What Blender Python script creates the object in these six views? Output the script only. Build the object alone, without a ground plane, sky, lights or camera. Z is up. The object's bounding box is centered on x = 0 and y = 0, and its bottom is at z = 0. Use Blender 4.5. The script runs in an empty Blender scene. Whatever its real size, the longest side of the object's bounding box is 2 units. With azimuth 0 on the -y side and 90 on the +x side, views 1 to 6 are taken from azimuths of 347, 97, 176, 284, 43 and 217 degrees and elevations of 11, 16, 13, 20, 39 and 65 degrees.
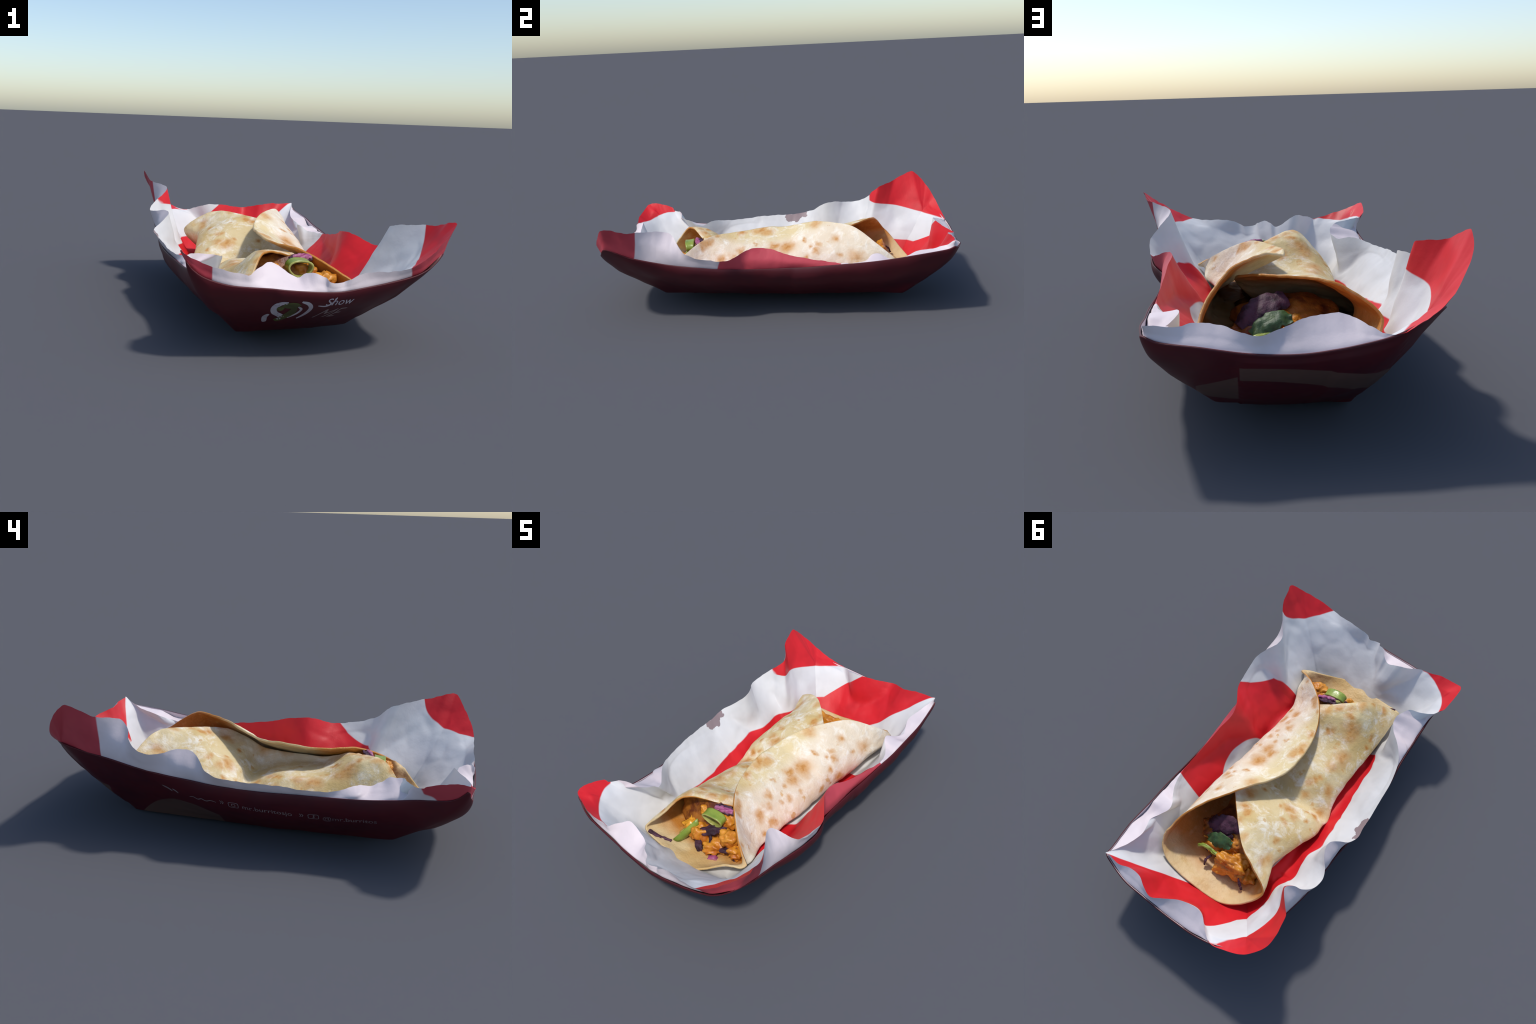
import bpy, bmesh, math, random
import numpy as np
from mathutils import Vector, noise

rng = random.Random(7)

# ------------------------------------------------------------------ helpers
def catmull(P, n, closed=False):
    """Resample control points with a centripetal Catmull-Rom spline, n points per whole curve."""
    P = np.asarray(P, float)
    if closed:
        Q = np.vstack([P[-1], P, P[0], P[1]])
        segs = len(P)
    else:
        Q = np.vstack([2 * P[0] - P[1], P, 2 * P[-1] - P[-2]])
        segs = len(P) - 1
    ts = np.linspace(0, segs, n, endpoint=not closed)
    return catmull_at(Q, ts, segs)

def catmull_at(Q, ts, segs):
    out = []
    for t in ts:
        i = min(int(t), segs - 1)
        f = t - i
        p0, p1, p2, p3 = Q[i], Q[i + 1], Q[i + 2], Q[i + 3]
        m1, m2 = (p2 - p0) * .5, (p3 - p1) * .5
        # limit the tangents so that uneven spacing does not overshoot
        L = np.linalg.norm((p2 - p1)[:3]) + 1e-9
        for m in (m1, m2):
            k = np.linalg.norm(m[:3])
            if k > 1.25 * L:
                m *= 1.25 * L / k
        f2, f3 = f * f, f * f * f
        out.append((2*f3-3*f2+1)*p1 + (f3-2*f2+f)*m1 + (-2*f3+3*f2)*p2 + (f3-f2)*m2)
    return np.array(out)

def arc_params(P, n, closed):
    """Knot parameters that space n samples evenly along the control polygon."""
    P = np.asarray(P, float)
    D = np.linalg.norm(np.diff(np.vstack([P, P[:1]]) if closed else P, axis=0), axis=1)
    s = np.concatenate([[0], np.cumsum(D)])
    return np.interp(np.linspace(0, s[-1], n, endpoint=not closed), s, np.arange(len(s)))

def sample(P, ts, closed):
    P = np.asarray(P, float)
    if closed:
        Q = np.vstack([P[-1], P, P[0], P[1]]); segs = len(P)
    else:
        Q = np.vstack([2*P[0]-P[1], P, 2*P[-1]-P[-2]]); segs = len(P)-1
    return catmull_at(Q, ts, segs)

def fbm(p, s, o=3):
    return noise.fractal(Vector((p[0]*s, p[1]*s, p[2]*s)), 1.0, 2.0, o)

def grid_mesh(name, G, closed_u=False, cap=False, flip=False):
    """G: rows x cols x 3."""
    R, C, _ = G.shape
    v = [tuple(p) for row in G for p in row]
    f = []
    for r in range(R - 1):
        for c in range(C if closed_u else C - 1):
            c2 = (c + 1) % C
            f.append((r*C+c, r*C+c2, (r+1)*C+c2, (r+1)*C+c))
    if cap:
        v.append(tuple(G[-1].mean(axis=0)))
        k = len(v) - 1
        for c in range(C):
            f.append(((R-1)*C+c, (R-1)*C+(c+1) % C, k))
    if flip:
        f = [q[::-1] for q in f]
    me = bpy.data.meshes.new(name)
    me.from_pydata(v, [], f)
    me.update()
    return me

def smooth(me, on=True):
    me.polygons.foreach_set("use_smooth", [on] * len(me.polygons))

def add(name, me, parent=None, mats=()):
    o = bpy.data.objects.new(name, me)
    bpy.context.scene.collection.objects.link(o)
    for m in mats:
        me.materials.append(m)
    if parent is not None:
        o.parent = parent
    return o

def empty(name, loc):
    o = bpy.data.objects.new(name, None)
    o.location = loc
    bpy.context.scene.collection.objects.link(o)
    return o

def bake(o):
    """Apply all modifiers."""
    dg = bpy.context.evaluated_depsgraph_get()
    me = bpy.data.meshes.new_from_object(o.evaluated_get(dg))
    old = o.data
    o.modifiers.clear()
    o.data = me
    me.name = o.name
    bpy.data.meshes.remove(old)

def grid_normals(G, closed_u):
    if closed_u:
        du = np.roll(G, -1, 1) - np.roll(G, 1, 1)
    else:
        du = np.gradient(G, axis=1)
    dv = np.gradient(G, axis=0)
    n = np.cross(du, dv)
    return n / (np.linalg.norm(n, axis=2, keepdims=True) + 1e-9)

# ------------------------------------------------------------------ node maths
class S:
    """A scalar socket with operators, to write masks as formulas."""
    def __init__(self, nt, sock): self.nt, self.s = nt, sock
    def _op(self, op, *o):
        n = self.nt.nodes.new("ShaderNodeMath"); n.operation = op
        for i, x in enumerate((self,) + o):
            if isinstance(x, S): self.nt.links.new(x.s, n.inputs[i])
            else: n.inputs[i].default_value = x
        return S(self.nt, n.outputs[0])
    def __add__(self, o): return self._op("ADD", o)
    def __sub__(self, o): return self._op("SUBTRACT", o)
    def __mul__(self, o): return self._op("MULTIPLY", o)
    def __neg__(self): return self._op("MULTIPLY", -1.0)
    def abs(self): return self._op("ABSOLUTE")
    def pow(self, e): return self._op("POWER", e)
    def min(self, o): return self._op("MINIMUM", o)
    def max(self, o): return self._op("MAXIMUM", o)
    def sqrt(self): return self._op("SQRT")
    def step(self, lo, hi):
        n = self.nt.nodes.new("ShaderNodeMapRange"); n.interpolation_type = "SMOOTHSTEP"
        self.nt.links.new(self.s, n.inputs["Value"])
        n.inputs["From Min"].default_value = lo; n.inputs["From Max"].default_value = hi
        return S(self.nt, n.outputs["Result"])

class Mat:
    def __init__(self, name, rough=.6, spec=.5):
        self.m = bpy.data.materials.new(name); self.m.use_nodes = True
        self.nt = self.m.node_tree; self.nt.nodes.clear()
        self.out = self.nt.nodes.new("ShaderNodeOutputMaterial")
        self.b = self.nt.nodes.new("ShaderNodeBsdfPrincipled")
        self.nt.links.new(self.b.outputs[0], self.out.inputs[0])
        self.b.inputs["Roughness"].default_value = rough
        self.b.inputs["Specular IOR Level"].default_value = spec
        self.co = self.nt.nodes.new("ShaderNodeTexCoord").outputs["Object"]
    def link(self, a, b): self.nt.links.new(a, b)
    def xyz(self, vec=None):
        n = self.nt.nodes.new("ShaderNodeSeparateXYZ"); self.link(vec or self.co, n.inputs[0])
        return [S(self.nt, o) for o in n.outputs]
    def noise(self, scale, detail=3, rough=.55, dist=0., vec=None, stretch=None):
        n = self.nt.nodes.new("ShaderNodeTexNoise")
        v = vec or self.co
        if stretch:
            mp = self.nt.nodes.new("ShaderNodeMapping"); self.link(v, mp.inputs[0])
            mp.inputs["Scale"].default_value = stretch; v = mp.outputs[0]
        self.link(v, n.inputs["Vector"])
        n.inputs["Scale"].default_value = scale; n.inputs["Detail"].default_value = detail
        n.inputs["Roughness"].default_value = rough; n.inputs["Distortion"].default_value = dist
        return n
    def fac(self, *a, **k): return S(self.nt, self.noise(*a, **k).outputs["Fac"])
    def warp(self, scale, amount, detail=2):
        """Object coordinates pushed about by noise."""
        n = self.noise(scale, detail)
        s = self.nt.nodes.new("ShaderNodeVectorMath"); s.operation = "SUBTRACT"
        self.link(n.outputs["Color"], s.inputs[0]); s.inputs[1].default_value = (.5, .5, .5)
        k = self.nt.nodes.new("ShaderNodeVectorMath"); k.operation = "SCALE"
        self.link(s.outputs[0], k.inputs[0]); k.inputs["Scale"].default_value = amount
        a = self.nt.nodes.new("ShaderNodeVectorMath"); a.operation = "ADD"
        self.link(self.co, a.inputs[0]); self.link(k.outputs[0], a.inputs[1])
        return a.outputs[0]
    def dist(self, vec, p):
        n = self.nt.nodes.new("ShaderNodeVectorMath"); n.operation = "DISTANCE"
        self.link(vec, n.inputs[0]); n.inputs[1].default_value = p
        return S(self.nt, n.outputs["Value"])
    def mix(self, a, b, f):
        n = self.nt.nodes.new("ShaderNodeMix"); n.data_type = "RGBA"
        for x, s in ((a, n.inputs[6]), (b, n.inputs[7])):
            if isinstance(x, tuple): s.default_value = x + (1,)
            else: self.link(x, s)
        if isinstance(f, S): self.link(f.s, n.inputs[0])
        else: n.inputs[0].default_value = f
        return n.outputs[2]
    def color(self, c):
        if isinstance(c, tuple): self.b.inputs["Base Color"].default_value = c + (1,)
        else: self.link(c, self.b.inputs["Base Color"])
    def bump(self, h, strength=.3, dist=.01):
        n = self.nt.nodes.new("ShaderNodeBump")
        n.inputs["Strength"].default_value = strength; n.inputs["Distance"].default_value = dist
        self.link(h.s, n.inputs["Height"]); self.link(n.outputs[0], self.b.inputs["Normal"])

# ------------------------------------------------------------------ materials
def stripe_mask(M, back=False):
    """Where the liner's print is red: corner patches, a swoosh band and a side block."""
    X, Y, Z = M.xyz(M.warp(3.0, .025))
    def halfplane(p, q, side):
        dx, dy = q[0]-p[0], q[1]-p[1]; l = math.hypot(dx, dy)
        return ((X - p[0]) * (-dy/l*side)) + ((Y - p[1]) * (dx/l*side))
    def circle(c, r):          # > 0 inside
        return -(((X-c[0])*(X-c[0]) + (Y-c[1])*(Y-c[1])).sqrt() - r)
    def oval(c, a, b, e):
        return -((((X-c[0])*(1/a)).abs().pow(e) + ((Y-c[1])*(1/b)).abs().pow(e)) - 1.0) * .3
    corner_a = halfplane((.52, -.72), (.336, -.986), 1)
    corner_b = (-circle((-.30, -.74), .222)).min(-(X + .30)).min(-(Y + .755))
    corner_c = (Z - .447 + (Y - .53)*.2).min(Y - .525).min(-(X + .29))
    block = (-circle((.03, .03), .285)).min(X - .1).min(halfplane((.495, -.285), (.418, -.41), -1)) \
        .min(-(Y - .355 + (X-.36)*.10)).min(halfplane((.37, -.462), (.285, -.488), -1))
    if back:
        corner_b = corner_b.min(-(X + .45))
        corner_c = (Y - .665).min(-(X + .31))
    red = corner_a.max(corner_b).max(corner_c).max(block)
    if back:
        return red
    outer = (-(Z - .222 + (-(Y - .2)).max(0.)*.2 - (X + .31).max(0.)*.85)).max((-(Z - .152)).min(-(X + .30)))     # the band climbs the walls this far
    inner = oval((.05, .1), .35, .62, 3.0).max((X + .02).min(-(Y - X*.48 - .757)))
    return red.max(outer.min(-inner).min(Y + .45))

def paper(name, white, red, back=False):
    M = Mat(name, rough=.52, spec=.35)
    m = stripe_mask(M, back).step(-.003, .003)
    tone = M.fac(3.5, 4)
    w = M.mix(white, tuple(c*.86 for c in white), tone.step(.42, .7))
    r = M.mix(red, (red[0]*.8, red[1]*.7, red[2]*.75), M.fac(5, 3).step(.4, .75))
    c = M.mix(w, r, m)
    if not back:      # a scuffed patch by the rim of the far wall
        wp = M.warp(15, .075, 4)
        d = M.dist(wp, (-.550, .005, .338)).min(M.dist(wp, (-.552, .045, .342)) - .010).min(M.dist(wp, (-.556, .090, .350)) + .008)
        c = M.mix(c, (.27, .20, .205), d.step(.031, .028))
    M.color(c)
    M.bump(M.fac(14, 4, .6), .25, .008)
    M.b.inputs["Subsurface Weight"].default_value = 0
    return M.m

LINER_IN = paper("printed_paper", (.70, .69, .68), (.67, .014, .021))
LINER_OUT = paper("printed_paper_underside", (.73, .63, .64), (.55, .065, .085), True)

def tray_mat():
    M = Mat("dark_red_card", rough=.5, spec=.3)
    X, Y, Z = M.xyz()
    c = M.mix((.082, .0075, .012), (.058, .007, .012), M.fac(4, 3).step(.4, .7))  # card reds darkened toward the shade baked on the outer walls
    q = (X - .1)*(X - .1)
    band = (-(Z - .285 + q*.5)).min(Z - .229 + q*.95).min(Y - .7).min(-(X - .128))
    tab = (-(Z - .245 + (X - .132)*.5)).min(X - .134).min(Y - .75).min(-(X - .26))
    disc = -(M.dist(M.co, (-.482, .609, .20)) - .055)
    y2 = (Y - .31)*(Y - .31)
    foot = (-(Z - .165 + y2*2.2)).min(-(X + .25)).min(-(Y - .60)).min(Y - .14)
    m = band.max(tab).max(disc).max(foot).step(-.002, .002)
    M.color(M.mix(c, (.115, .062, .050), m))
    M.bump(M.fac(9, 3), .2, .01)
    return M.m
TRAY_OUT = tray_mat()

def tray_in():
    M = Mat("pale_card", rough=.55)
    M.color(M.mix((.72, .62, .62), (.60, .50, .52), M.fac(4, 3).step(.4, .7)))
    return M.m
TRAY_IN = tray_in()

SPOTS = [   # toasted spots on the tortilla: x, y, z, radius
 (0.026,0.199,0.432,0.032), (0.170,0.310,0.374,0.021), (0.182,0.224,0.344,0.015), (0.247,0.428,0.293,0.038),
 (0.233,0.345,0.303,0.015), (0.091,-0.038,0.314,0.031), (0.115,0.039,0.317,0.047), (0.107,-0.239,0.297,0.022),
 (0.168,-0.188,0.253,0.014), (0.176,-0.135,0.255,0.018), (0.221,0.149,0.282,0.019), (0.250,0.191,0.222,0.027),
 (0.122,0.147,0.361,0.013), (0.185,-0.064,0.259,0.010), (-0.063,-0.119,0.381,0.031), (-0.036,-0.241,0.366,0.025),
 (0.066,-0.419,0.342,0.020), (-0.180,0.155,0.283,0.028), (0.117,-0.111,0.294,0.010), (0.198,-0.302,0.201,0.020),
 (0.198,-0.379,0.190,0.018), (0.234,0.056,0.219,0.015), (-0.228,0.186,0.291,0.025), (-0.280,0.145,0.254,0.011),
 (-0.221,0.257,0.324,0.016), (-0.249,0.095,0.223,0.013), (-0.303,0.033,0.164,0.028), (-0.114,0.465,0.413,0.023),
 (-0.044,0.393,0.400,0.020), (-0.213,-0.199,0.262,0.030), (-0.227,-0.275,0.263,0.042), (-0.126,-0.507,0.375,0.025),
 (-0.091,-0.365,0.312,0.020), (-0.189,-0.410,0.318,0.049), (-0.155,-0.057,0.243,0.021), (-0.204,-0.106,0.255,0.016),
 (-0.276,-0.079,0.213,0.025), (-0.180,0.010,0.210,0.022), (-0.006,0.319,0.382,0.026), (0.026,0.238,0.350,0.033),
 (-0.256,0.489,0.346,0.032), (-0.245,0.359,0.335,0.018), (-0.195,0.248,0.330,0.016), (-0.294,0.086,0.204,0.020),
 (-0.290,-0.471,0.249,0.014), (-0.020,-0.430,0.351,0.028), (-0.067,-0.483,0.366,0.028), (-0.166,-0.558,0.378,0.028),
 (-0.256,-0.644,0.283,0.022), (-0.292,-0.420,0.240,0.014), (0.125,-0.054,0.297,0.034), (-0.048,-0.153,0.374,0.034),
 (0.205,0.208,0.319,0.019), (0.176,0.177,0.335,0.013), (0.143,-0.276,0.268,0.020), (0.142,-0.348,0.253,0.026),
 (0.098,-0.453,0.323,0.021), (-0.150,0.175,0.303,0.010), (-0.033,0.342,0.389,0.020), (-0.186,-0.081,0.248,0.019),
 (-0.147,-0.458,0.360,0.019), (-0.069,-0.347,0.301,0.019), (-0.198,-0.614,0.351,0.018), (-0.269,0.462,0.328,0.029),
 (-0.012,0.154,0.303,0.018), (0.077,-0.444,0.344,0.027), (-0.031,-0.093,0.369,0.032), (0.065,-0.149,0.325,0.011),
 (0.020,-0.378,0.365,0.016), (0.223,-0.573,0.259,0.017),
]

def tortilla(name, inside=False):
    M = Mat(name, rough=.62 if not inside else .45, spec=.3)
    if inside:
        c = M.mix((.68, .52, .28), (.60, .40, .16), M.fac(5, 4).step(.4, .65))
        X, Y, Z = M.xyz()
        grease = ((Y.abs() - .43).abs() + (M.fac(6, 3) - .5)*.2).step(.26, .13)
        c = M.mix(c, (.50, .19, .025), grease * .95)
        c = M.mix(c, (.58, .38, .15), M.fac(22, 3).step(.55, .7) * .4)
    else:
        X, Y, Z = M.xyz()
        c = M.mix((.70, .56, .31), (.61, .43, .17), M.fac(4.2, 4).step(.40, .66))
        c = M.mix(c, (.60, .38, .13), M.fac(7.5, 3, .6, .4).step(.56, .72) * .5)
        # the +x flap's colour is lightened to paint in the sun on it
        sun_lightening = (X + (M.fac(4, 3) - .5)*.12).step(-.02, .10)
        c = M.mix(c, (.80, .69, .56), sun_lightening * .72)
        c = M.mix(c, (.88, .84, .74), M.fac(13, 5, .7, .5).step(.46, .70) * .75)
        c = M.mix(c, (.70, .55, .29), M.fac(24, 4, .65).step(.55, .75) * .45)
        w = M.warp(12, .085, 4)
        n2 = M.fac(42, 3)
        # free small freckles
        fr = M.fac(15, 3, .5).step(.655, .73)
        c = M.mix(c, (.60, .34, .11), fr * .75)
        total = None
        for (x, y, z, r) in SPOTS:
            d = M.dist(w, (x, y, z))
            f = d.step(max(r, .013)*1.95, r*.15) * (.7 + .3*((x*37 + y*91) % 1))
            total = f if total is None else total.max(f)
        if total is not None:
            c = M.mix(c, (.57, .27, .065), total * (n2*.4 + .78))
            c = M.mix(c, (.42, .16, .03), (total - .55).max(0.) * n2.step(.45, .65) * 1.2)
    M.color(c)
    M.bump(M.fac(45, 4, .65) + M.fac(12, 3)*1.2, .45, .008)
    return M.m

def simple(name, a, b, scale=9, rough=.35, spec=.5, bump=.25, sss=0.):
    M = Mat(name, rough, spec)
    M.color(M.mix(a, b, M.fac(scale, 4).step(.4, .65)))
    if bump: M.bump(M.fac(scale*2.5, 4), bump, .01)
    if sss:
        M.b.inputs["Subsurface Weight"].default_value = sss
        M.b.inputs["Subsurface Radius"].default_value = (.03, .012, .006)
    return M.m
ORANGE = simple("sauced_chicken", (.66, .27, .025), (.44, .125, .010), 12, .38, .4, .5)
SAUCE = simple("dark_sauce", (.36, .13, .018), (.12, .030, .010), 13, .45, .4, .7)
CHEESE = simple("yellow_cheese_sauce", (.78, .38, .04), (.62, .24, .02), 12, .22, .5, .3)
GREEN = simple("green_pepper", (.26, .33, .045), (.16, .24, .03), 12, .3, .5, .3)
GREEN_IN = simple("pale_pepper_flesh", (.42, .42, .12), (.28, .29, .06), 14, .35, .5, .3)
LEAF = simple("dark_leaf", (.030, .075, .025), (.065, .12, .03), 14, .5, .35, .5)
PURPLE = simple("purple_cabbage", (.080, .030, .052), (.026, .009, .016), 20, .6, .3, .5)
ONION = simple("red_onion", (.33, .065, .17), (.45, .19, .27), 14, .4, .4, .2)
PRINT = simple("pale_print", (.26, .19, .19), (.19, .13, .14), 8, .5, .3, 0)
PRINTW = simple("white_print", (.50, .46, .50), (.38, .33, .38), 8, .5, .3, 0)
PRINTG = simple("green_print", (.10, .11, .03), (.06, .06, .02), 12, .5, .3, 0)
BAND = simple("tan_print", (.17, .085, .065), (.13, .06, .05), 6, .5, .3, 0)

# ------------------------------------------------------------------ tray outline
# Corners: A (+x,-y)  D (+x,+y)  C (-x,+y)  B (-x,-y)
RIM = {
 'AD': [(.522,-.892,.435),(.512,-.79,.392),(.502,-.72,.370),(.494,-.63,.350),(.496,-.55,.338),(.503,-.46,.330),(.503,-.386,.323),(.498,-.334,.316),
        (.486,-.28,.309),(.468,-.235,.303),(.438,-.172,.292),(.424,.006,.291),
        (.426,.194,.299),(.430,.357,.312),(.432,.45,.319),(.428,.58,.331),(.424,.743,.354),(.402,.90,.374)],
 'DC': [(.394,.942,.388),(.344,.964,.372),(.231,.992,.362),(.117,.996,.341),(.020,.998,.332),(-.078,.998,.332),(-.196,.994,.346),
        (-.305,.978,.362),(-.390,.945,.385)],
 'CB': [(-.470,.888,.405),(-.490,.84,.400),(-.502,.745,.385),(-.524,.60,.368),(-.538,.485,.350),(-.540,.35,.333),(-.540,.22,.323),(-.545,.085,.314),
        (-.545,-.09,.312),(-.538,-.255,.316),(-.520,-.388,.314),(-.510,-.505,.316),(-.504,-.636,.328),(-.504,-.756,.345),(-.518,-.881,.365)],
 'BA': [(-.548,-.942,.420),(-.524,-.954,.391),(-.486,-.966,.364),(-.422,-.972,.340),(-.353,-.976,.326),(-.227,-.988,.318),(-.096,-.996,.308),
        (.041,-1.0,.304),(.145,-.996,.318),(.26,-.985,.335),(.38,-.966,.358),(.46,-.94,.392)],
}
BASE = {'A': (.205,-.670,.085), 'D': (.215,.690,.072), 'C': (-.245,.630,.014), 'B': (-.290,-.662,.050)}

def side_axis(s): return 1 if s in ('AD', 'CB') else 0

def base_point(s, p):
    a, b = BASE[s[0]], BASE[s[1]]
    ax = side_axis(s)
    r0, r1 = RIM[s][0][ax], RIM[{'AD':'DC','DC':'CB','CB':'BA','BA':'AD'}[s]][0][ax]
    f = min(1, max(0, (p[ax]-r0)/(r1-r0)))
    q = np.array(a)*(1-f) + np.array(b)*f
    q[2] -= .004*math.sin(math.pi*f)           # the floor sags between the corners
    return q

rim, base = [], []
for s in ('AD', 'DC', 'CB', 'BA'):
    for p in RIM[s]:
        rim.append(p); base.append(base_point(s, p))
rim, base = np.array(rim), np.array(base)

NT = 360
tt = arc_params(rim, NT, True)
rimS, baseS = sample(rim, tt, True), sample(base, tt, True)
for _ in range(14):                           # rounded foot
    baseS = .5*baseS + .25*(np.roll(baseS, 1, 0) + np.roll(baseS, -1, 0))
HEIGHTS = (1.0, .94, .86, .77, .68, .585, .49, .39, .285, .185, .09, .025, 0)
BELLY = (0, .07, .14, .195, .23, .245, .24, .21, .165, .115, .07, .035, 0)       # how far the wall bulges past a straight line
def belly_amount(p):
    """Walls belly out along their length and run straight down the corner creases."""
    x, y = p[0], p[1]
    if x > .38: amount = 1.0 if y < .1 else 1.2
    elif x < -.45: amount = float(np.interp(y, [-.5, -.2, .15, .42], [1.05, 1.05, .9, .22]))
    else: amount = (.62 if x > -.15 else .8) if y > 0 else (.80 if x > -.2 else .65)
    w = {c: math.exp(-((x-RIM[s][0][0])**2 + (y-RIM[s][0][1])**2)/.22**2) for c, s in (('A','AD'),('D','DC'),('C','CB'),('B','BA'))}
    c = max(w, key=w.get)
    return amount*(1-w[c]) + {'A': .25, 'D': .5, 'C': .12, 'B': .65}[c]*w[c]
bel = np.array([belly_amount(p) for p in rimS])
rows = []
for h, dl in zip(HEIGHTS, BELLY):
    d = (h + bel*dl)[:, None]
    rows.append(np.column_stack([baseS[:, :2] + (rimS[:, :2]-baseS[:, :2])*d, baseS[:, 2] + (rimS[:, 2]-baseS[:, 2])*h]))
cen = np.array([-.04, .03, .02])
for k in (.93, .8, .6, .35, .12):
    q = cen + (baseS - cen)*k
    q[:, 2] -= .012*(1-k)
    rows.append(q)
T = np.array(rows)
T = np.array([sample(T[:, j], np.linspace(0, len(T)-1, 56), False) for j in range(NT)]).transpose(1, 0, 2)
N = grid_normals(T, True)
for i in range(T.shape[0]):
    for j in range(NT):
        p = T[i, j]
        k = .010*fbm(p, 2.6, 2) + .006*(abs(fbm(p + 7, 5.0, 2)) - .3)
        k *= min(1, i/10)
        if p[1] > .66 and p[0] < .130 and p[0] > -.34 and i > 3:     # overlapping glued end flap
            k -= .004
        T[i, j] = p + N[i, j]*k
T[:, :, 2] -= T[:, :, 2].min()

serving_tray = empty("serving_tray", (0, 0, 0))
serving_tray["label"] = "dark red card tray lined with red and white paper"
serving_tray["category"] = "food tray"

me = grid_mesh("tray_shell", T, True, True, True)
smooth(me)
shell = add("tray_shell", me, serving_tray, [TRAY_OUT, TRAY_IN])
sol = shell.modifiers.new("t", "SOLIDIFY"); sol.thickness = .006; sol.offset = -1; sol.material_offset = 1; sol.material_offset_rim = 0
bake(shell)
# ------------------------------------------------------------------ paper liner
# top edge of the paper, walked A -> D -> C -> B; 'low' stations sit inside the rim
EDGE = {
 'AD': [(.575,-.885,.549),(.565,-.837,.547),(.552,-.775,.527),(.512,-.712,.518),(.452,-.635,.506),(.422,-.588,.498),(.427,-.547,.479),
        (.477,-.503,.424),(.504,-.465,.394),(.510,-.412,.374),(.500,-.326,.356),(.494,-.282,.349),(.478,-.239,.352),(.429,-.173,.377),
        (.400,-.132,.391),(.382,-.075,.391),(.384,-.019,.382),(.393,.020,.370),(.400,.10,.347),(.410,.255,.321),(.412,.344,.309),
        (.395,.42,.302),(.36,.48,.305),(.328,.515,.328),(.318,.555,.329),(.345,.60,.310),(.368,.65,.308),(.35,.70,.325),(.335,.751,.345),(.350,.83,.362),(.374,.90,.388)],
 'DC': [(.389,.942,.411),(.367,.938,.412),(.300,.946,.407),(.235,.927,.409),(.176,.929,.401),(.129,.956,.391),(.074,.975,.378),(.021,.949,.384),
        (-.060,.905,.399),(-.142,.886,.407),(-.198,.896,.397),(-.247,.940,.378),(-.305,.974,.362),(-.384,.962,.387),(-.485,.929,.456),(-.557,.863,.556)],
 'CB': [(-.573,.80,.612),(-.563,.745,.598),(-.548,.687,.570),(-.520,.655,.560),(-.479,.609,.548),(-.459,.572,.533),(-.486,.536,.500),(-.521,.521,.474),
        (-.557,.475,.441),(-.566,.41,.428),(-.545,.358,.431),(-.520,.330,.438),(-.490,.280,.443),(-.485,.232,.433),(-.515,.191,.404),(-.556,.153,.378),
        (-.574,.098,.360),(-.566,.037,.352),(-.563,-.034,.350),(-.553,-.134,.348),(-.540,-.262,.337),(-.512,-.38,.333),(-.483,-.436,.340),(-.440,-.485,.348),
        (-.380,-.545,.332),(-.352,-.585,.345),(-.348,-.614,.367),(-.367,-.655,.378),(-.390,-.684,.386),(-.450,-.698,.398),(-.503,-.726,.400),
        (-.530,-.767,.404),(-.546,-.780,.417),(-.557,-.887,.448)],
 'BA': [(-.548,-.943,.440),(-.500,-.960,.418),(-.450,-.972,.398),(-.405,-.975,.385),(-.373,-.970,.373),(-.339,-.964,.367),(-.306,-.965,.364),(-.285,-.948,.376),
        (-.250,-.917,.389),(-.219,-.893,.400),(-.182,-.888,.386),(-.155,-.890,.367),(-.120,-.893,.346),(-.096,-.905,.337),(-.072,-.917,.357),
        (-.042,-.952,.364),(-.006,-.968,.351),(.002,-.988,.338),(.030,-.990,.331),(.068,-.977,.334),(.090,-.990,.348),(.137,-.984,.368),
        (.177,-.984,.373),(.237,-.988,.373),(.275,-.986,.378),(.336,-.988,.386),(.420,-.973,.430),(.500,-.935,.485)],
}
NEXT = {'AD':'DC','DC':'CB','CB':'BA','BA':'AD'}
def rim_at(s, p):
    """Rim point of side s beside p."""
    ax = side_axis(s)
    R = np.array(RIM[s] + [RIM[NEXT[s]][0]])
    v = R[:, ax]; x = p[ax]
    if v[0] > v[-1]:
        return np.array([np.interp(-x, -v, R[:, k]) for k in range(3)])
    return np.array([np.interp(x, v, R[:, k]) for k in range(3)])

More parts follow.
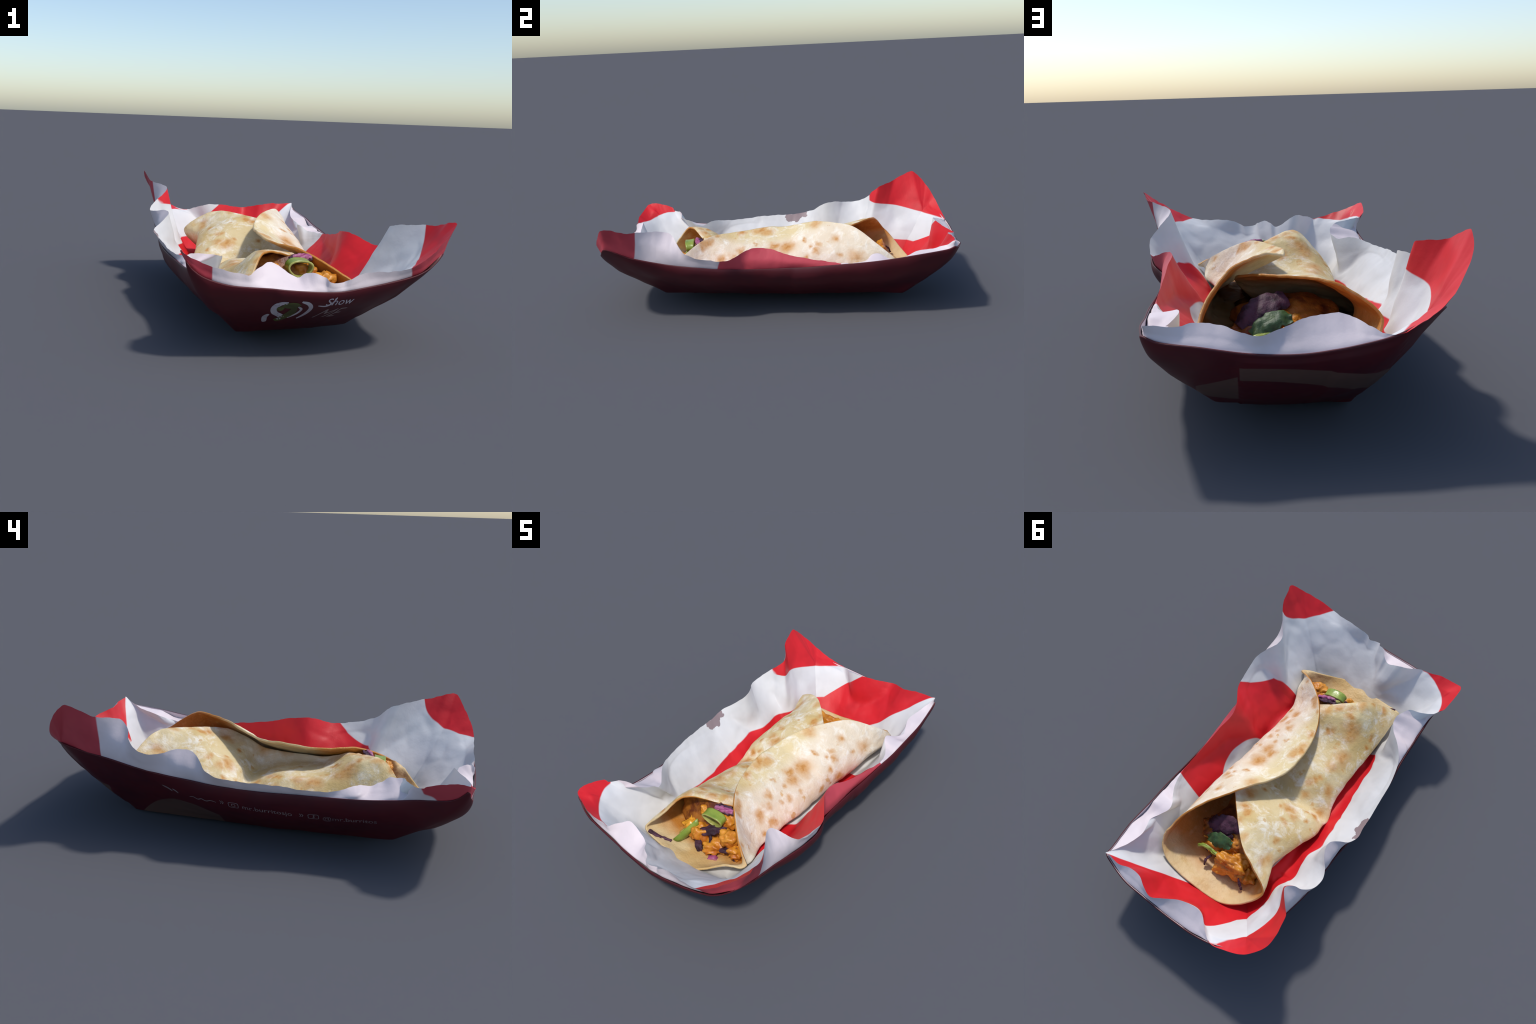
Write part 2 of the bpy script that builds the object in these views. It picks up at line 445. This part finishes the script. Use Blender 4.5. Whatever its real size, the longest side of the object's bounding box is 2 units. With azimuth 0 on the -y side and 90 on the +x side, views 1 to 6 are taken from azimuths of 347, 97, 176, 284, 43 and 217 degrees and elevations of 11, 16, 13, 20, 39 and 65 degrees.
CORNER_FILL = {'A': .045, 'D': .03, 'C': .02, 'B': .04}     # the paper bridges the tray's corners
CORNER_AT = {'A': (.51, -.90), 'D': (.39, .94), 'C': (-.52, .90), 'B': (-.54, -.94)}
PUFF = {'AD': [(-.17, .10, .095), (-.58, .09, .085)], 'DC': [(.1, .3, .02)], 'CB': [(.36, .09, .08), (.64, .09, .10), (-.65, .08, .09), (-.31, .08, -.02)], 'BA': [(-.14, .15, .06)]}   # rolls in the sheet: where, width, how far in
edge, att, skirt, flo, lip, roll = [], [], [], [], [], []
for s in ('AD', 'DC', 'CB', 'BA'):
    for i, p in enumerate(EDGE[s]):
        R = np.array(RIM[s][0]) if i == 0 else rim_at(s, p)
        B = base_point(s, R)
        p = np.array(p)
        ax = side_axis(s)
        lat = np.linalg.norm((R-B)[:2])
        gap = max(0, np.dot((R-p)[:2], (R-B)[:2])/lat)        # how far the edge leans inward
        fill = sum(f*math.exp(-((p[0]-CORNER_AT[c][0])**2 + (p[1]-CORNER_AT[c][1])**2)/.30**2) for c, f in CORNER_FILL.items())
        puff = sum(k*math.exp(-((p[ax]-c)/w)**2) for c, w, k in PUFF[s])
        h = 1 - (gap + .030 + fill + puff)/lat
        h = max(.38, min(.93, h))
        q = B + (R-B)*h
        q[2] += .012 + fill*1.0 + puff*.5
        q[2] = min(q[2], p[2]-.012)
        hb = .86                                   # the hidden foot of the paper just inside the tray wall
        dl = hb + belly_amount(R)*float(np.interp(hb, HEIGHTS[::-1], BELLY[::-1])) - .026/lat
        k = np.array([B[0] + (R[0]-B[0])*dl, B[1] + (R[1]-B[1])*dl, min(B[2] + (R[2]-B[2])*hb, p[2]-.02)])
        edge.append(p); att.append(q); flo.append(B); skirt.append(k); lip.append(R + (B-R)*.012/lat)
        roll.append((R-B)/lat*(.5*gap if s in ('AD', 'CB') and p[2] > R[2]+.03 else 0.)*np.array([1, 1, 0]))
edge, att, flo, skirt, lip, roll = map(np.array, (edge, att, flo, skirt, lip, roll))
def soften(P, n):
    for _ in range(n):
        P = .5*P + .25*(np.roll(P, 1, 0) + np.roll(P, -1, 0))
    return P
NL = 620
tl = arc_params(edge, NL, True)
eS, aS, fS, kS, rS, oS = (sample(q, tl, True) for q in (edge, att, flo, skirt, lip, roll))
for i in range(NL):      # torn, slightly uneven paper edge
    eS[i, 2] += .004*fbm(eS[i], 28, 2)
# soften the foot of the sheet so folds fade towards the floor
fS = soften(fS, 12)
aS = soften(aS, 2)
ctrl = []
for u in (0, .33, .66, 1):
    ctrl.append(eS*(1-u) + aS*u)
a2 = soften(aS, 4)
for u in (.2, .4, .6, .8):
    q = a2 + (fS-a2)*u
    q[:, 2] = np.maximum(q[:, 2], .116 + .05*np.exp(-((q[:, 1]-.42)/.15)**2)*(q[:, 0] < -.15))
    ctrl.append(q)
q = fS.copy(); q[:, 2] = .108 + .1*fS[:, 2] + .035*np.exp(-((q[:, 1]-.42)/.15)**2)*(q[:, 0] < -.15); ctrl.append(q)
for k in (.85, .6, .3, .08):
    q = cen + (fS-cen)*k; q[:, 2] = .108; ctrl.append(q)
Lg = np.array(ctrl)
Lg = np.array([sample(Lg[:, j], np.linspace(0, len(Lg)-1, 84), False) for j in range(NL)]).transpose(1, 0, 2)
def crease(p, s):
    a = noise.voronoi(Vector((p[0]*s, p[1]*s, p[2]*s*.6)), distance_metric='DISTANCE')[0]
    return a[1]-a[0]
def crumple(Gd, n0, n1, amp):
    Nn = grid_normals(Gd, True)
    for i in range(Gd.shape[0]):
        f = amp*min(1, i/n0)*(min(1, (Gd.shape[0]-1-i)/n1) if n1 else 1)
        if f == 0: continue
        for j in range(NL):
            p = Gd[i, j]
            k = .007*fbm(p, 6, 2) + .008*(min(crease(p + .02*fbm(p, 5), 7.5), .4) - .2)
            Gd[i, j] = p + Nn[i, j]*k*f
    return Gd
crumple(Lg, 12, 0, 1.0)
# the underside of the sheet, from the edge out and down to the tray's rim
rS[:, 2] = np.minimum(rS[:, 2], eS[:, 2])
mid = eS*.5 + rS*.5 + soften(oS, 3)             # folds roll outwards before they lean in
Sk = np.array([sample(np.array([eS[j], mid[j], rS[j], kS[j]]), np.linspace(0, 3, 22), False) for j in range(NL)]).transpose(1, 0, 2)
crumple(Sk, 6, 9, .7)
v = np.vstack([Lg.reshape(-1, 3), Sk.reshape(-1, 3)])
me_in, me_out = grid_mesh("a", Lg, True, True, True), grid_mesh("b", Sk, True)
nv = len(me_in.vertices)
verts = [tuple(q.co) for q in me_in.vertices] + [tuple(q.co) for q in me_out.vertices]
faces = [tuple(f.vertices) for f in me_in.polygons] + [tuple(i+nv for i in f.vertices) for f in me_out.polygons]
n_in = len(me_in.polygons)
me = bpy.data.meshes.new("paper_liner"); me.from_pydata(verts, [], faces); me.update()
me.polygons.foreach_set("material_index", [0]*n_in + [1]*(len(faces)-n_in))
smooth(me)
liner = add("paper_liner", me, serving_tray, [LINER_IN, LINER_OUT])
for q in (me_in, me_out): bpy.data.meshes.remove(q)

# ------------------------------------------------------------------ tortilla
# each section runs: free edge of the +x flap, down the +x side, across the floor, up the -x side, tucked end
SECTIONS = [
 [(.305,-.622,.213),(.300,-.637,.205),(.285,-.652,.20),(.250,-.672,.20),(.207,-.691,.195),(.052,-.776,.140),(-.150,-.766,.155),(-.312,-.745,.185),(-.247,-.685,.273),(-.160,-.580,.380),(-.025,-.485,.346)],
 [(.188,-.556,.291),(.218,-.555,.252),(.252,-.558,.205),(.270,-.568,.165),(.205,-.620,.140),(.040,-.680,.124),(-.160,-.670,.128),(-.320,-.670,.180),(-.258,-.625,.288),(-.165,-.545,.380),(-.015,-.460,.348)],
 [(.050,-.430,.362),(.105,-.425,.298),(.168,-.428,.222),(.226,-.438,.155),(.160,-.480,.128),(.020,-.530,.120),(-.170,-.530,.122),(-.325,-.520,.175),(-.264,-.490,.285),(-.168,-.455,.356),(.020,-.385,.335)],
 [(-.040,-.282,.370),(.085,-.260,.313),(.180,-.260,.228),(.222,-.270,.155),(.150,-.300,.128),(.010,-.300,.122),(-.180,-.300,.122),(-.320,-.310,.178),(-.245,-.290,.260),(-.140,-.290,.274),(.050,-.270,.268)],
 [(-.078,-.112,.385),(.055,-.100,.328),(.200,-.100,.240),(.238,-.100,.162),(.160,-.100,.128),(.000,-.100,.122),(-.200,-.100,.122),(-.322,-.100,.160),(-.232,-.100,.244),(-.140,-.100,.256),(.050,-.100,.250)],
 [(-.070,.020,.394),(.055,.040,.345),(.203,.050,.262),(.236,.050,.172),(.160,.060,.128),(.000,.040,.120),(-.200,.040,.120),(-.355,.035,.132),(-.250,.040,.182),(-.150,.062,.200),(.030,.040,.220)],
 [(-.045,.100,.415),(.068,.110,.374),(.210,.110,.284),(.240,.115,.183),(.165,.130,.128),(.000,.120,.120),(-.200,.120,.120),(-.354,.095,.160),(-.285,.100,.222),(-.165,.112,.255),(.030,.095,.255)],
 [(-.016,.163,.432),(.084,.175,.396),(.215,.167,.294),(.245,.178,.195),(.170,.200,.128),(.000,.200,.120),(-.200,.200,.120),(-.360,.175,.185),(-.281,.160,.258),(-.160,.176,.303),(.030,.140,.305)],
 [(.056,.277,.446),(.134,.295,.408),(.230,.310,.306),(.256,.320,.205),(.180,.360,.128),(.000,.380,.120),(-.200,.360,.120),(-.322,.312,.235),(-.255,.300,.315),(-.130,.285,.360),(.025,.235,.350)],
 [(.144,.415,.438),(.188,.430,.387),(.248,.445,.288),(.266,.460,.215),(.190,.540,.130),(.000,.560,.122),(-.190,.520,.124),(-.292,.450,.265),(-.245,.438,.340),(-.120,.385,.396),(.025,.295,.370)],
 [(.231,.545,.360),(.248,.560,.320),(.268,.580,.262),(.271,.612,.203),(.170,.680,.142),(-.030,.680,.134),(-.200,.660,.138),(-.330,.555,.275),(-.264,.515,.352),(-.140,.475,.415),(.005,.350,.391)],
 [(.270,.640,.285),(.272,.657,.265),(.270,.680,.235),(.250,.715,.200),(.170,.755,.165),(-.030,.770,.150),(-.213,.742,.155),(-.353,.617,.285),(-.240,.550,.392),(-.131,.497,.418),(-.008,.379,.400)],
]
TUCK = [(.050,-.440,.332),(.062,-.405,.322),(.060,-.345,.310),(.080,-.260,.288),(.110,-.100,.278),(.110,.035,.288),(.118,.075,.298),(.122,.110,.315),(.126,.145,.334),(.128,.182,.348),(.124,.216,.362),(.115,.250,.374)]
SEC = np.array([a + [b] for a, b in zip(SECTIONS, TUCK)])
NU, NV = 170, 190
A1 = np.array([sample(SEC[i], np.linspace(0, 11, NV), False) for i in range(len(SEC))])
G = np.array([sample(A1[:, j], np.linspace(0, len(SEC)-1, NU), False) for j in range(NV)]).transpose(1, 0, 2)
N = grid_normals(G, False)
for i in range(NU):
    for j in range(NV):
        p = G[i, j]
        k = .006*fbm(p, 5, 3) + .0025*fbm(p + 3, 18, 2)
        G[i, j] = p + N[i, j]*k
burrito = empty("burrito_wrap", (0, 0, .09))
burrito["label"] = "folded toasted tortilla wrap with saucy chicken and vegetables"
burrito["category"] = "burrito"
def put(name, me, mats):
    o = add(name, me, burrito, mats)
    o.matrix_parent_inverse = burrito.matrix_basis.inverted()
    return o
bpy.context.view_layer.update()

me = grid_mesh("tortilla", G)
smooth(me)
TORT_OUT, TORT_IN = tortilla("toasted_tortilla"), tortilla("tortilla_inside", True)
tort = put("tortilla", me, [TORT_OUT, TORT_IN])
sol = tort.modifiers.new("t", "SOLIDIFY"); sol.thickness = .010; sol.offset = -1; sol.material_offset = 1; sol.material_offset_rim = 1
bake(tort)

# ------------------------------------------------------------------ filling

def lump(name, loc, size, rot, mat, seed, amp=.18, box=.5, sub=4):
    """A rounded, uneven chunk: between a ball (box=0) and a block (box=1)."""
    bm = bmesh.new()
    bmesh.ops.create_icosphere(bm, subdivisions=sub, radius=1)
    for q in bm.verts:
        c = q.co.copy()
        m = max(abs(c.x), abs(c.y), abs(c.z))
        c = c*(1-box) + c/m*box*.92
        c *= 1 + 1.7*amp*noise.fractal(c*1.9 + Vector((seed*3.1, seed, 0)), 1, 2, 3) + amp*.28*noise.fractal(c*3.4 + Vector((seed, 0, 0)), 1, 2, 2)
        q.co = Vector((c.x*size[0], c.y*size[1], c.z*size[2]))
    me = bpy.data.meshes.new(name); bm.to_mesh(me); bm.free(); smooth(me)
    o = put(name, me, [mat])
    o.location = loc; o.rotation_euler = [math.radians(a) for a in rot]
    return o

def ribbon(name, pts, width, up, mat, thick=.006, curl=.3, taper=.6, seed=0):
    """A shred: a curved strip with a cupped section, bent along pts."""
    n, m = 40, 9
    P = sample(np.array(pts), arc_params(np.array(pts), n, False), False)
    Tn = np.gradient(P, axis=0); Tn /= np.linalg.norm(Tn, axis=1, keepdims=True)
    up = np.array(up, float)
    Gd = np.zeros((n, m, 3))
    for i in range(n):
        sd = np.cross(Tn[i], up); sd /= np.linalg.norm(sd); nn = np.cross(sd, Tn[i])
        t = i/(n-1)
        w = width*.5*(1 - taper*abs(2*t-1)**2.2)*(1 + .12*noise.noise(Vector((t*6, seed, 0))))
        wl, wr = w*(1 + .35*noise.noise(Vector((t*9, seed, 3)))), w*(1 + .35*noise.noise(Vector((t*9, seed, 7))))
        for j in range(m):
            a = 2*j/(m-1) - 1
            Gd[i, j] = P[i] + sd*(wl if a < 0 else wr)*a + nn*(curl*w*(1-a*a)) + nn*.009*noise.noise(Vector((t*5 + seed, a*1.6, 0)))
    me = grid_mesh(name, Gd); smooth(me)
    o = put(name, me, [mat])
    so = o.modifiers.new("t", "SOLIDIFY"); so.thickness = thick; so.offset = 0
    bv = o.modifiers.new("b", "SUBSURF"); bv.levels = 1; bv.render_levels = 1
    bake(o); smooth(o.data)
    return o

def pepper_ring(name, loc, radius, length, axis, frac=1.0, start=0., oval_=.75):
    """A slice of green pepper: a short bent tube wall, whole or cut open."""
    n, m = 64, 8
    Gd = []
    for i in range(m):
        z = (i/(m-1)-.5)*length
        row = []
        for j in range(n):
            a = start + 2*math.pi*frac*j/(n if frac == 1 else n-1)
            r = radius*(1 + .06*math.sin(3*a) + .05*math.cos(2*a+1) + .07*(2*z/length)**2*.5)
            row.append((r*math.cos(a), r*oval_*math.sin(a), z*(1+.25*math.sin(a))))
        Gd.append(row)
    me = grid_mesh(name, np.array(Gd), frac == 1); smooth(me)
    o = put(name, me, [GREEN, GREEN_IN])
    so = o.modifiers.new("t", "SOLIDIFY"); so.thickness = .009; so.offset = -1; so.material_offset = 1; so.material_offset_rim = 1
    bake(o); smooth(o.data)
    o.rotation_mode = 'QUATERNION'
    o.rotation_quaternion = Vector(axis).to_track_quat('Z', 'Y')
    o.location = loc
    return o

# sauce-bound core, kept below the folded flaps
CORE = [(-.575,-.03,.140,.12,.030),(-.53,-.06,.185,.18,.080),(-.46,-.09,.220,.18,.115),(-.34,-.09,.195,.18,.075),(-.15,-.07,.165,.17,.045),(0,-.04,.15,.17,.035),
        (.12,-.03,.175,.18,.055),(.25,-.05,.205,.18,.085),(.37,-.08,.210,.19,.090),(.45,-.08,.195,.18,.080),(.52,-.09,.165,.16,.055),(.57,-.09,.145,.13,.035)]
K = sample(np.array(CORE), np.linspace(0, len(CORE)-1, 90), False)
Gd = np.zeros((90, 48, 3))
for i, (y, cx, cz, rx, rz) in enumerate(K):
    for j in range(48):
        a = 2*math.pi*j/48
        p = np.array([cx + rx*math.cos(a), y, cz + rz*math.sin(a)])
        k = 1 + .24*fbm(p, 11, 3)
        Gd[i, j] = [cx + rx*math.cos(a)*k, y + .02*fbm(p+5, 10, 2), max(.10, cz + rz*math.sin(a)*k)]
c0, c1 = Gd[0].mean(0), Gd[-1].mean(0)
Gd = np.concatenate([[c0 + (Gd[0]-c0)*f for f in (.02, .5, .85)], Gd, [c1 + (Gd[-1]-c1)*f for f in (.85, .5, .02)]])
me = grid_mesh("filling", Gd, True); smooth(me)
core = put("filling", me, [SAUCE]); core["kind"] = "stuff"

# open end towards -y
lump("chicken_chunk", (0.125,-0.560,0.235), (0.053,0.043,0.050), (20,10,15), ORANGE, 1, .2, .35)
lump("chicken_chunk", (-0.050,-0.590,0.195), (0.050,0.043,0.047), (0,25,40), ORANGE, 2, .22, .4)
lump("chicken_chunk", (-0.070,-0.500,0.265), (0.043,0.039,0.039), (30,0,70), ORANGE, 3, .2, .5)
lump("chicken_chunk", (0.175,-0.560,0.180), (0.043,0.047,0.039), (0,40,10), ORANGE, 4, .25, .4)
lump("chicken_chunk", (0.050,-0.595,0.165), (0.056,0.047,0.039), (0,0,30), ORANGE, 5, .25, .3)
lump("chicken_chunk", (0.055,-0.480,0.265), (0.060,0.052,0.043), (0,10,-20), ORANGE, 6, .2, .4)
lump("chicken_chunk", (-0.130,-0.560,0.175), (0.052,0.052,0.043), (10,10,-20), CHEESE, 7, .25, .3)
pepper_ring("pepper_slice", (.014,-.545,.300), .058, .042, (.12,-.95,-.10))
pepper_ring("pepper_slice", (-0.133,-0.604,0.187), .036, .150, (.45,.60,.62), .62, 2.2, .9)
ribbon("cabbage_shred", [(-0.066,-0.622,0.189),(-0.041,-0.604,0.214),(0.009,-0.577,0.236),(0.054,-0.555,0.252),(0.091,-0.534,0.262)], .050, (.3,-.6,.7), PURPLE, .007, .25, .7, 1)
ribbon("cabbage_shred", [(-0.040,-0.590,0.197),(-0.035,-0.627,0.167),(-0.020,-0.640,0.132),(-0.000,-0.635,0.112)], .045, (.2,-.9,.3), PURPLE, .007, .4, .5, 2)
ribbon("cabbage_shred", [(0.014,-0.582,0.218),(0.034,-0.607,0.188),(0.041,-0.630,0.153),(0.049,-0.632,0.123)], .022, (.2,-.9,.3), PURPLE, .006, .3, .4, 3)
ribbon("cabbage_shred", [(-0.013,-0.668,0.106),(0.012,-0.653,0.116),(0.032,-0.633,0.128),(0.037,-0.618,0.143)], .018, (0,-.5,.8), ONION, .005, .3, .6, 4)
ribbon("cabbage_shred", [(-.285,-.745,.186),(-.250,-.735,.172),(-.205,-.720,.155),(-.165,-.700,.146)], .022, (0,0,1), PURPLE, .010, .2, .3, 5)
ribbon("cabbage_shred", [(0.107,-0.617,0.186),(0.147,-0.597,0.196),(0.197,-0.577,0.211)], .030, (0,-.6,.8), PURPLE, .008, .3, .5, 6)
ribbon("cabbage_shred", [(-0.020,-0.500,0.330),(0.030,-0.490,0.335),(0.090,-0.470,0.330)], .05, (0,-.4,.9), PURPLE, .008, .2, .4, 7)
lump("onion_piece", (0.080,-0.643,0.131), (.026,.014,.017), (15,-20,20), ONION, 8, .08, .8)
ribbon("onion_piece", [(-0.010,-0.510,0.338),(0.030,-0.500,0.342),(0.085,-0.478,0.335)], .028, (.2,-.7,.7), ONION, .012, .3, .5, 8)

# open end towards +y
lump("chicken_chunk", (-.110,.560,0.196), (.100,.062,.062), (22,0,10), ORANGE, 11, .2, .66, 5)
lump("chicken_chunk", (.035,.515,0.189), (.060,.052,.045), (0,20,30), ORANGE, 12, .25, .4)
lump("chicken_chunk", (-.205,.560,0.192), (.052,.047,.045), (0,0,20), ORANGE, 13, .25, .5)
lump("chicken_chunk", (-.060,.450,0.224), (.080,.060,.055), (0,0,50), ORANGE, 14, .25, .4)
lump("chicken_chunk", (.090,.460,0.199), (.070,.060,.050), (0,20,10), SAUCE, 15, .25, .3)
ribbon("cabbage_leaf", [(.120,.470,0.239),(.075,.455,0.279),(.015,.430,0.309),(-.050,.405,0.319)], .105, (.2,.6,.8), PURPLE, .005, .10, .35, 9)
ribbon("cabbage_leaf", [(.085,.500,0.239),(.030,.485,0.264),(-.040,.462,0.282)], .045, (.2,.7,.6), PURPLE, .005, .15, .5, 10)
ribbon("herb_leaf", [(.078,.535,0.229),(.040,.522,0.259),(-.010,.512,0.276),(-.060,.505,0.276)], .080, (0,.55,.85), LEAF, .004, .10, .45, 11)
ribbon("herb_leaf", [(.105,.590,0.209),(.075,.580,0.236),(.035,.575,0.240),(.005,.580,0.246),(-.025,.580,0.256)], .022, (0,.5,.8), GREEN, .005, .4, .4, 12)
ribbon("cabbage_shred", [(.010,.595,0.214),(.025,.625,0.189),(.022,.645,0.164)], .020, (.8,.5,.2), PURPLE, .006, .3, .4, 13)
ribbon("cabbage_shred", [(-.185,.610,0.229),(-.205,.628,0.209),(-.225,.640,0.179)], .014, (-.2,.9,.3), PURPLE, .005, .3, .4, 14)
# crumbs and shreds too small to tell apart, pressed into the sauce
bits = []
for end, (y0, slope) in (('front', (-.60, 1)), ('back', (.57, -1))):
    for i in range(46):
        x = rng.uniform(-.15, .17) + (-.05 if end == 'back' else .02)
        t = rng.random()
        y = y0 + slope*t*.13
        z = .14 + t*.13 - .25*(x+.02)**2
        r = rng.uniform(.008, .018)
        kind = rng.choice((0, 0, 1, 2, 0))
        bits.append((x, y, z, r, kind, rng.uniform(0, 6.28), rng.uniform(1, 2.6)))
bm = bmesh.new()
for x, y, z, r, kind, a, st in bits:
    g = bmesh.ops.create_icosphere(bm, subdivisions=2, radius=1)
    for q in g['verts']:
        c = q.co*(1 + .35*noise.noise(q.co*1.7 + Vector((x*40, y*40, z))))
        u, w = c.x*r*st, c.y*r*(.5 if kind else .9)
        q.co = Vector((x + u*math.cos(a) - w*math.sin(a), y + u*math.sin(a)*.6 + w*math.cos(a)*.6, z + c.z*r*.7 + u*math.sin(a)*.5))
        for f in q.link_faces: f.material_index = kind
me = bpy.data.meshes.new("filling_crumb"); bm.to_mesh(me); bm.free(); smooth(me)
crumb = put("filling_crumb", me, [CHEESE, PURPLE, SAUCE]); crumb["kind"] = "stuff"

# ------------------------------------------------------------------ print on the tray
from mathutils.bvhtree import BVHTree
tray_bvh = BVHTree.FromPolygons([q.co for q in shell.data.vertices], [tuple(f.vertices) for f in shell.data.polygons])
def on_front(u, w):            # u = x, w = z on the -y wall
    h = tray_bvh.ray_cast(Vector((u, -2, w)), Vector((0, 1, 0)))
    return h[0] + Vector((0, -.0015, 0))
def on_side(u, w):             # u = -y, w = z on the -x wall
    h = tray_bvh.ray_cast(Vector((-2, -u, w)), Vector((1, 0, 0)))
    return h[0] + Vector((-.0015, 0, 0))
def decal(name, bm2, wall, mat):
    bmesh.ops.triangulate(bm2, faces=bm2.faces[:])
    for _ in range(3):
        bmesh.ops.subdivide_edges(bm2, edges=[e for e in bm2.edges if e.calc_length() > .012], cuts=1)
    for q in bm2.verts:
        q.co = wall(q.co.x, q.co.y)
    me = bpy.data.meshes.new(name); bm2.to_mesh(me); bm2.free()
    return add(name, me, serving_tray, [mat])
def stroke(pts, width, n=24):
    P = sample(np.array(pts, float), np.linspace(0, len(pts)-1, n), False)
    Tn = np.gradient(P, axis=0); Tn /= np.linalg.norm(Tn, axis=1, keepdims=True)
    bm2 = bmesh.new(); last = None
    for i in range(n):
        w = width*.5*(1 - .55*abs(2*i/(n-1)-1)**3)
        a = bm2.verts.new((P[i][0]-Tn[i][1]*w, P[i][1]+Tn[i][0]*w, 0)); b = bm2.verts.new((P[i][0]+Tn[i][1]*w, P[i][1]-Tn[i][0]*w, 0))
        if last: bm2.faces.new((last[0], last[1], b, a))
        last = (a, b)
    return bm2
def word(text, x0, x1, z0, z1, hgt, shear=0.):
    cu = bpy.data.curves.new("w", "FONT"); cu.body = text; cu.size = 1; cu.resolution_u = 3
    o = bpy.data.objects.new("w", cu); bpy.context.scene.collection.objects.link(o)
    dg = bpy.context.evaluated_depsgraph_get()
    me = bpy.data.meshes.new_from_object(o.evaluated_get(dg))
    bm2 = bmesh.new(); bm2.from_mesh(me)
    w = max(q.co.x for q in bm2.verts); h = .7
    for q in bm2.verts:
        f = q.co.x/w
        q.co = Vector((x0 + (x1-x0)*f + shear*q.co.y/h*hgt, z0 + (z1-z0)*f + q.co.y/h*hgt, 0))
    bpy.data.objects.remove(o); bpy.data.meshes.remove(me); bpy.data.curves.remove(cu)
    return bm2
def rounded_frame(cx, cz, w, h, t):
    bm2 = bmesh.new(); n = 32; ring = []
    for k in range(n):
        a = 2*math.pi*k/n; c, s_ = math.cos(a), math.sin(a)
        e = 1/((abs(c)**5 + abs(s_)**5)**.2)
        ring.append([bm2.verts.new((cx + (w-d)*c*e, cz + (h-d)*s_*e, 0)) for d in (0, t)])
    for k in range(n):
        a, b = ring[k], ring[(k+1) % n]
        bm2.faces.new((a[0], b[0], b[1], a[1]))
    return bm2
def blob(cx, cz, w, h):
    bm2 = bmesh.new()
    bm2.faces.new([bm2.verts.new((cx + w*math.cos(k*math.pi/12)*(1+.12*math.sin(k*2.1)), cz + h*math.sin(k*math.pi/12), 0)) for k in range(24)])
    return bm2
# front: rolled-wrap emblem and the two words beside it
decal("printed_emblem", stroke([(-.205,.185),(-.212,.165),(-.205,.140),(-.198,.128)], .020), on_front, PRINTW)
decal("printed_emblem", stroke([(-.150,.252),(-.180,.246),(-.196,.222),(-.186,.196),(-.160,.180),(-.150,.165),(-.165,.150)], .022), on_front, PRINTW)
decal("printed_emblem", stroke([(-.098,.258),(-.070,.248),(-.055,.226),(-.062,.195),(-.085,.160)], .016), on_front, PRINTW)
decal("printed_emblem", stroke([(-.105,.232),(-.090,.218),(-.098,.195),(-.125,.165)], .010), on_front, PRINTW)
decal("printed_filling", blob(-.132, .238, .034, .016), on_front, PRINTG)
decal("printed_filling", stroke([(-.118,.228),(-.122,.200),(-.145,.165),(-.165,.140)], .034), on_front, PRINTG)
decal("printed_filling", blob(-.172, .222, .014, .014), on_front, PRINTG)
decal("printed_word", word("ME", -.028, .062, .162, .170, .058, .65), on_front, PRINT)
decal("printed_word", word("Show", -.005, .105, .240, .246, .034, .25), on_front, PRINTW)
decal("printed_swash", stroke([(-.030,.238),(.000,.236),(.022,.252),(.036,.278)], .007), on_front, PRINTW)
# long side: handles with their icons
decal("printed_word", word("mr.burritosjo", .004, .226, .202, .190, .026), on_side, PRINT)
decal("printed_word", word("@mr.burritos", .355, .590, .176, .190, .026), on_side, PRINT)
for cy, cz in ((-.035, .216), (.318, .197)):
    decal("printed_icon", rounded_frame(cy, cz, .024, .017, .003), on_side, PRINT)
decal("printed_icon", rounded_frame(-.035, .216, .009, .008, .0025), on_side, PRINT)
decal("printed_icon", stroke([(.312,.188),(.320,.190),(.319,.206),(.327,.203)], .005), on_side, PRINT)
for cy, cz in ((-.086, .226), (.268, .203)):
    decal("printed_icon", word("»", cy-.012, cy+.008, cz-.012, cz-.012, .034), on_side, PRINT)
decal("printed_word", stroke([(-.245,.222),(-.225,.228),(-.205,.217),(-.185,.226),(-.165,.216),(-.140,.225),(-.115,.218)], .006, 60), on_side, PRINT)
decal("printed_emblem", stroke([(-.375,.262),(-.345,.250),(-.330,.235)], .012), on_side, PRINT)
decal("printed_emblem", stroke([(-.325,.252),(-.312,.245),(-.300,.230)], .010), on_side, PRINT)
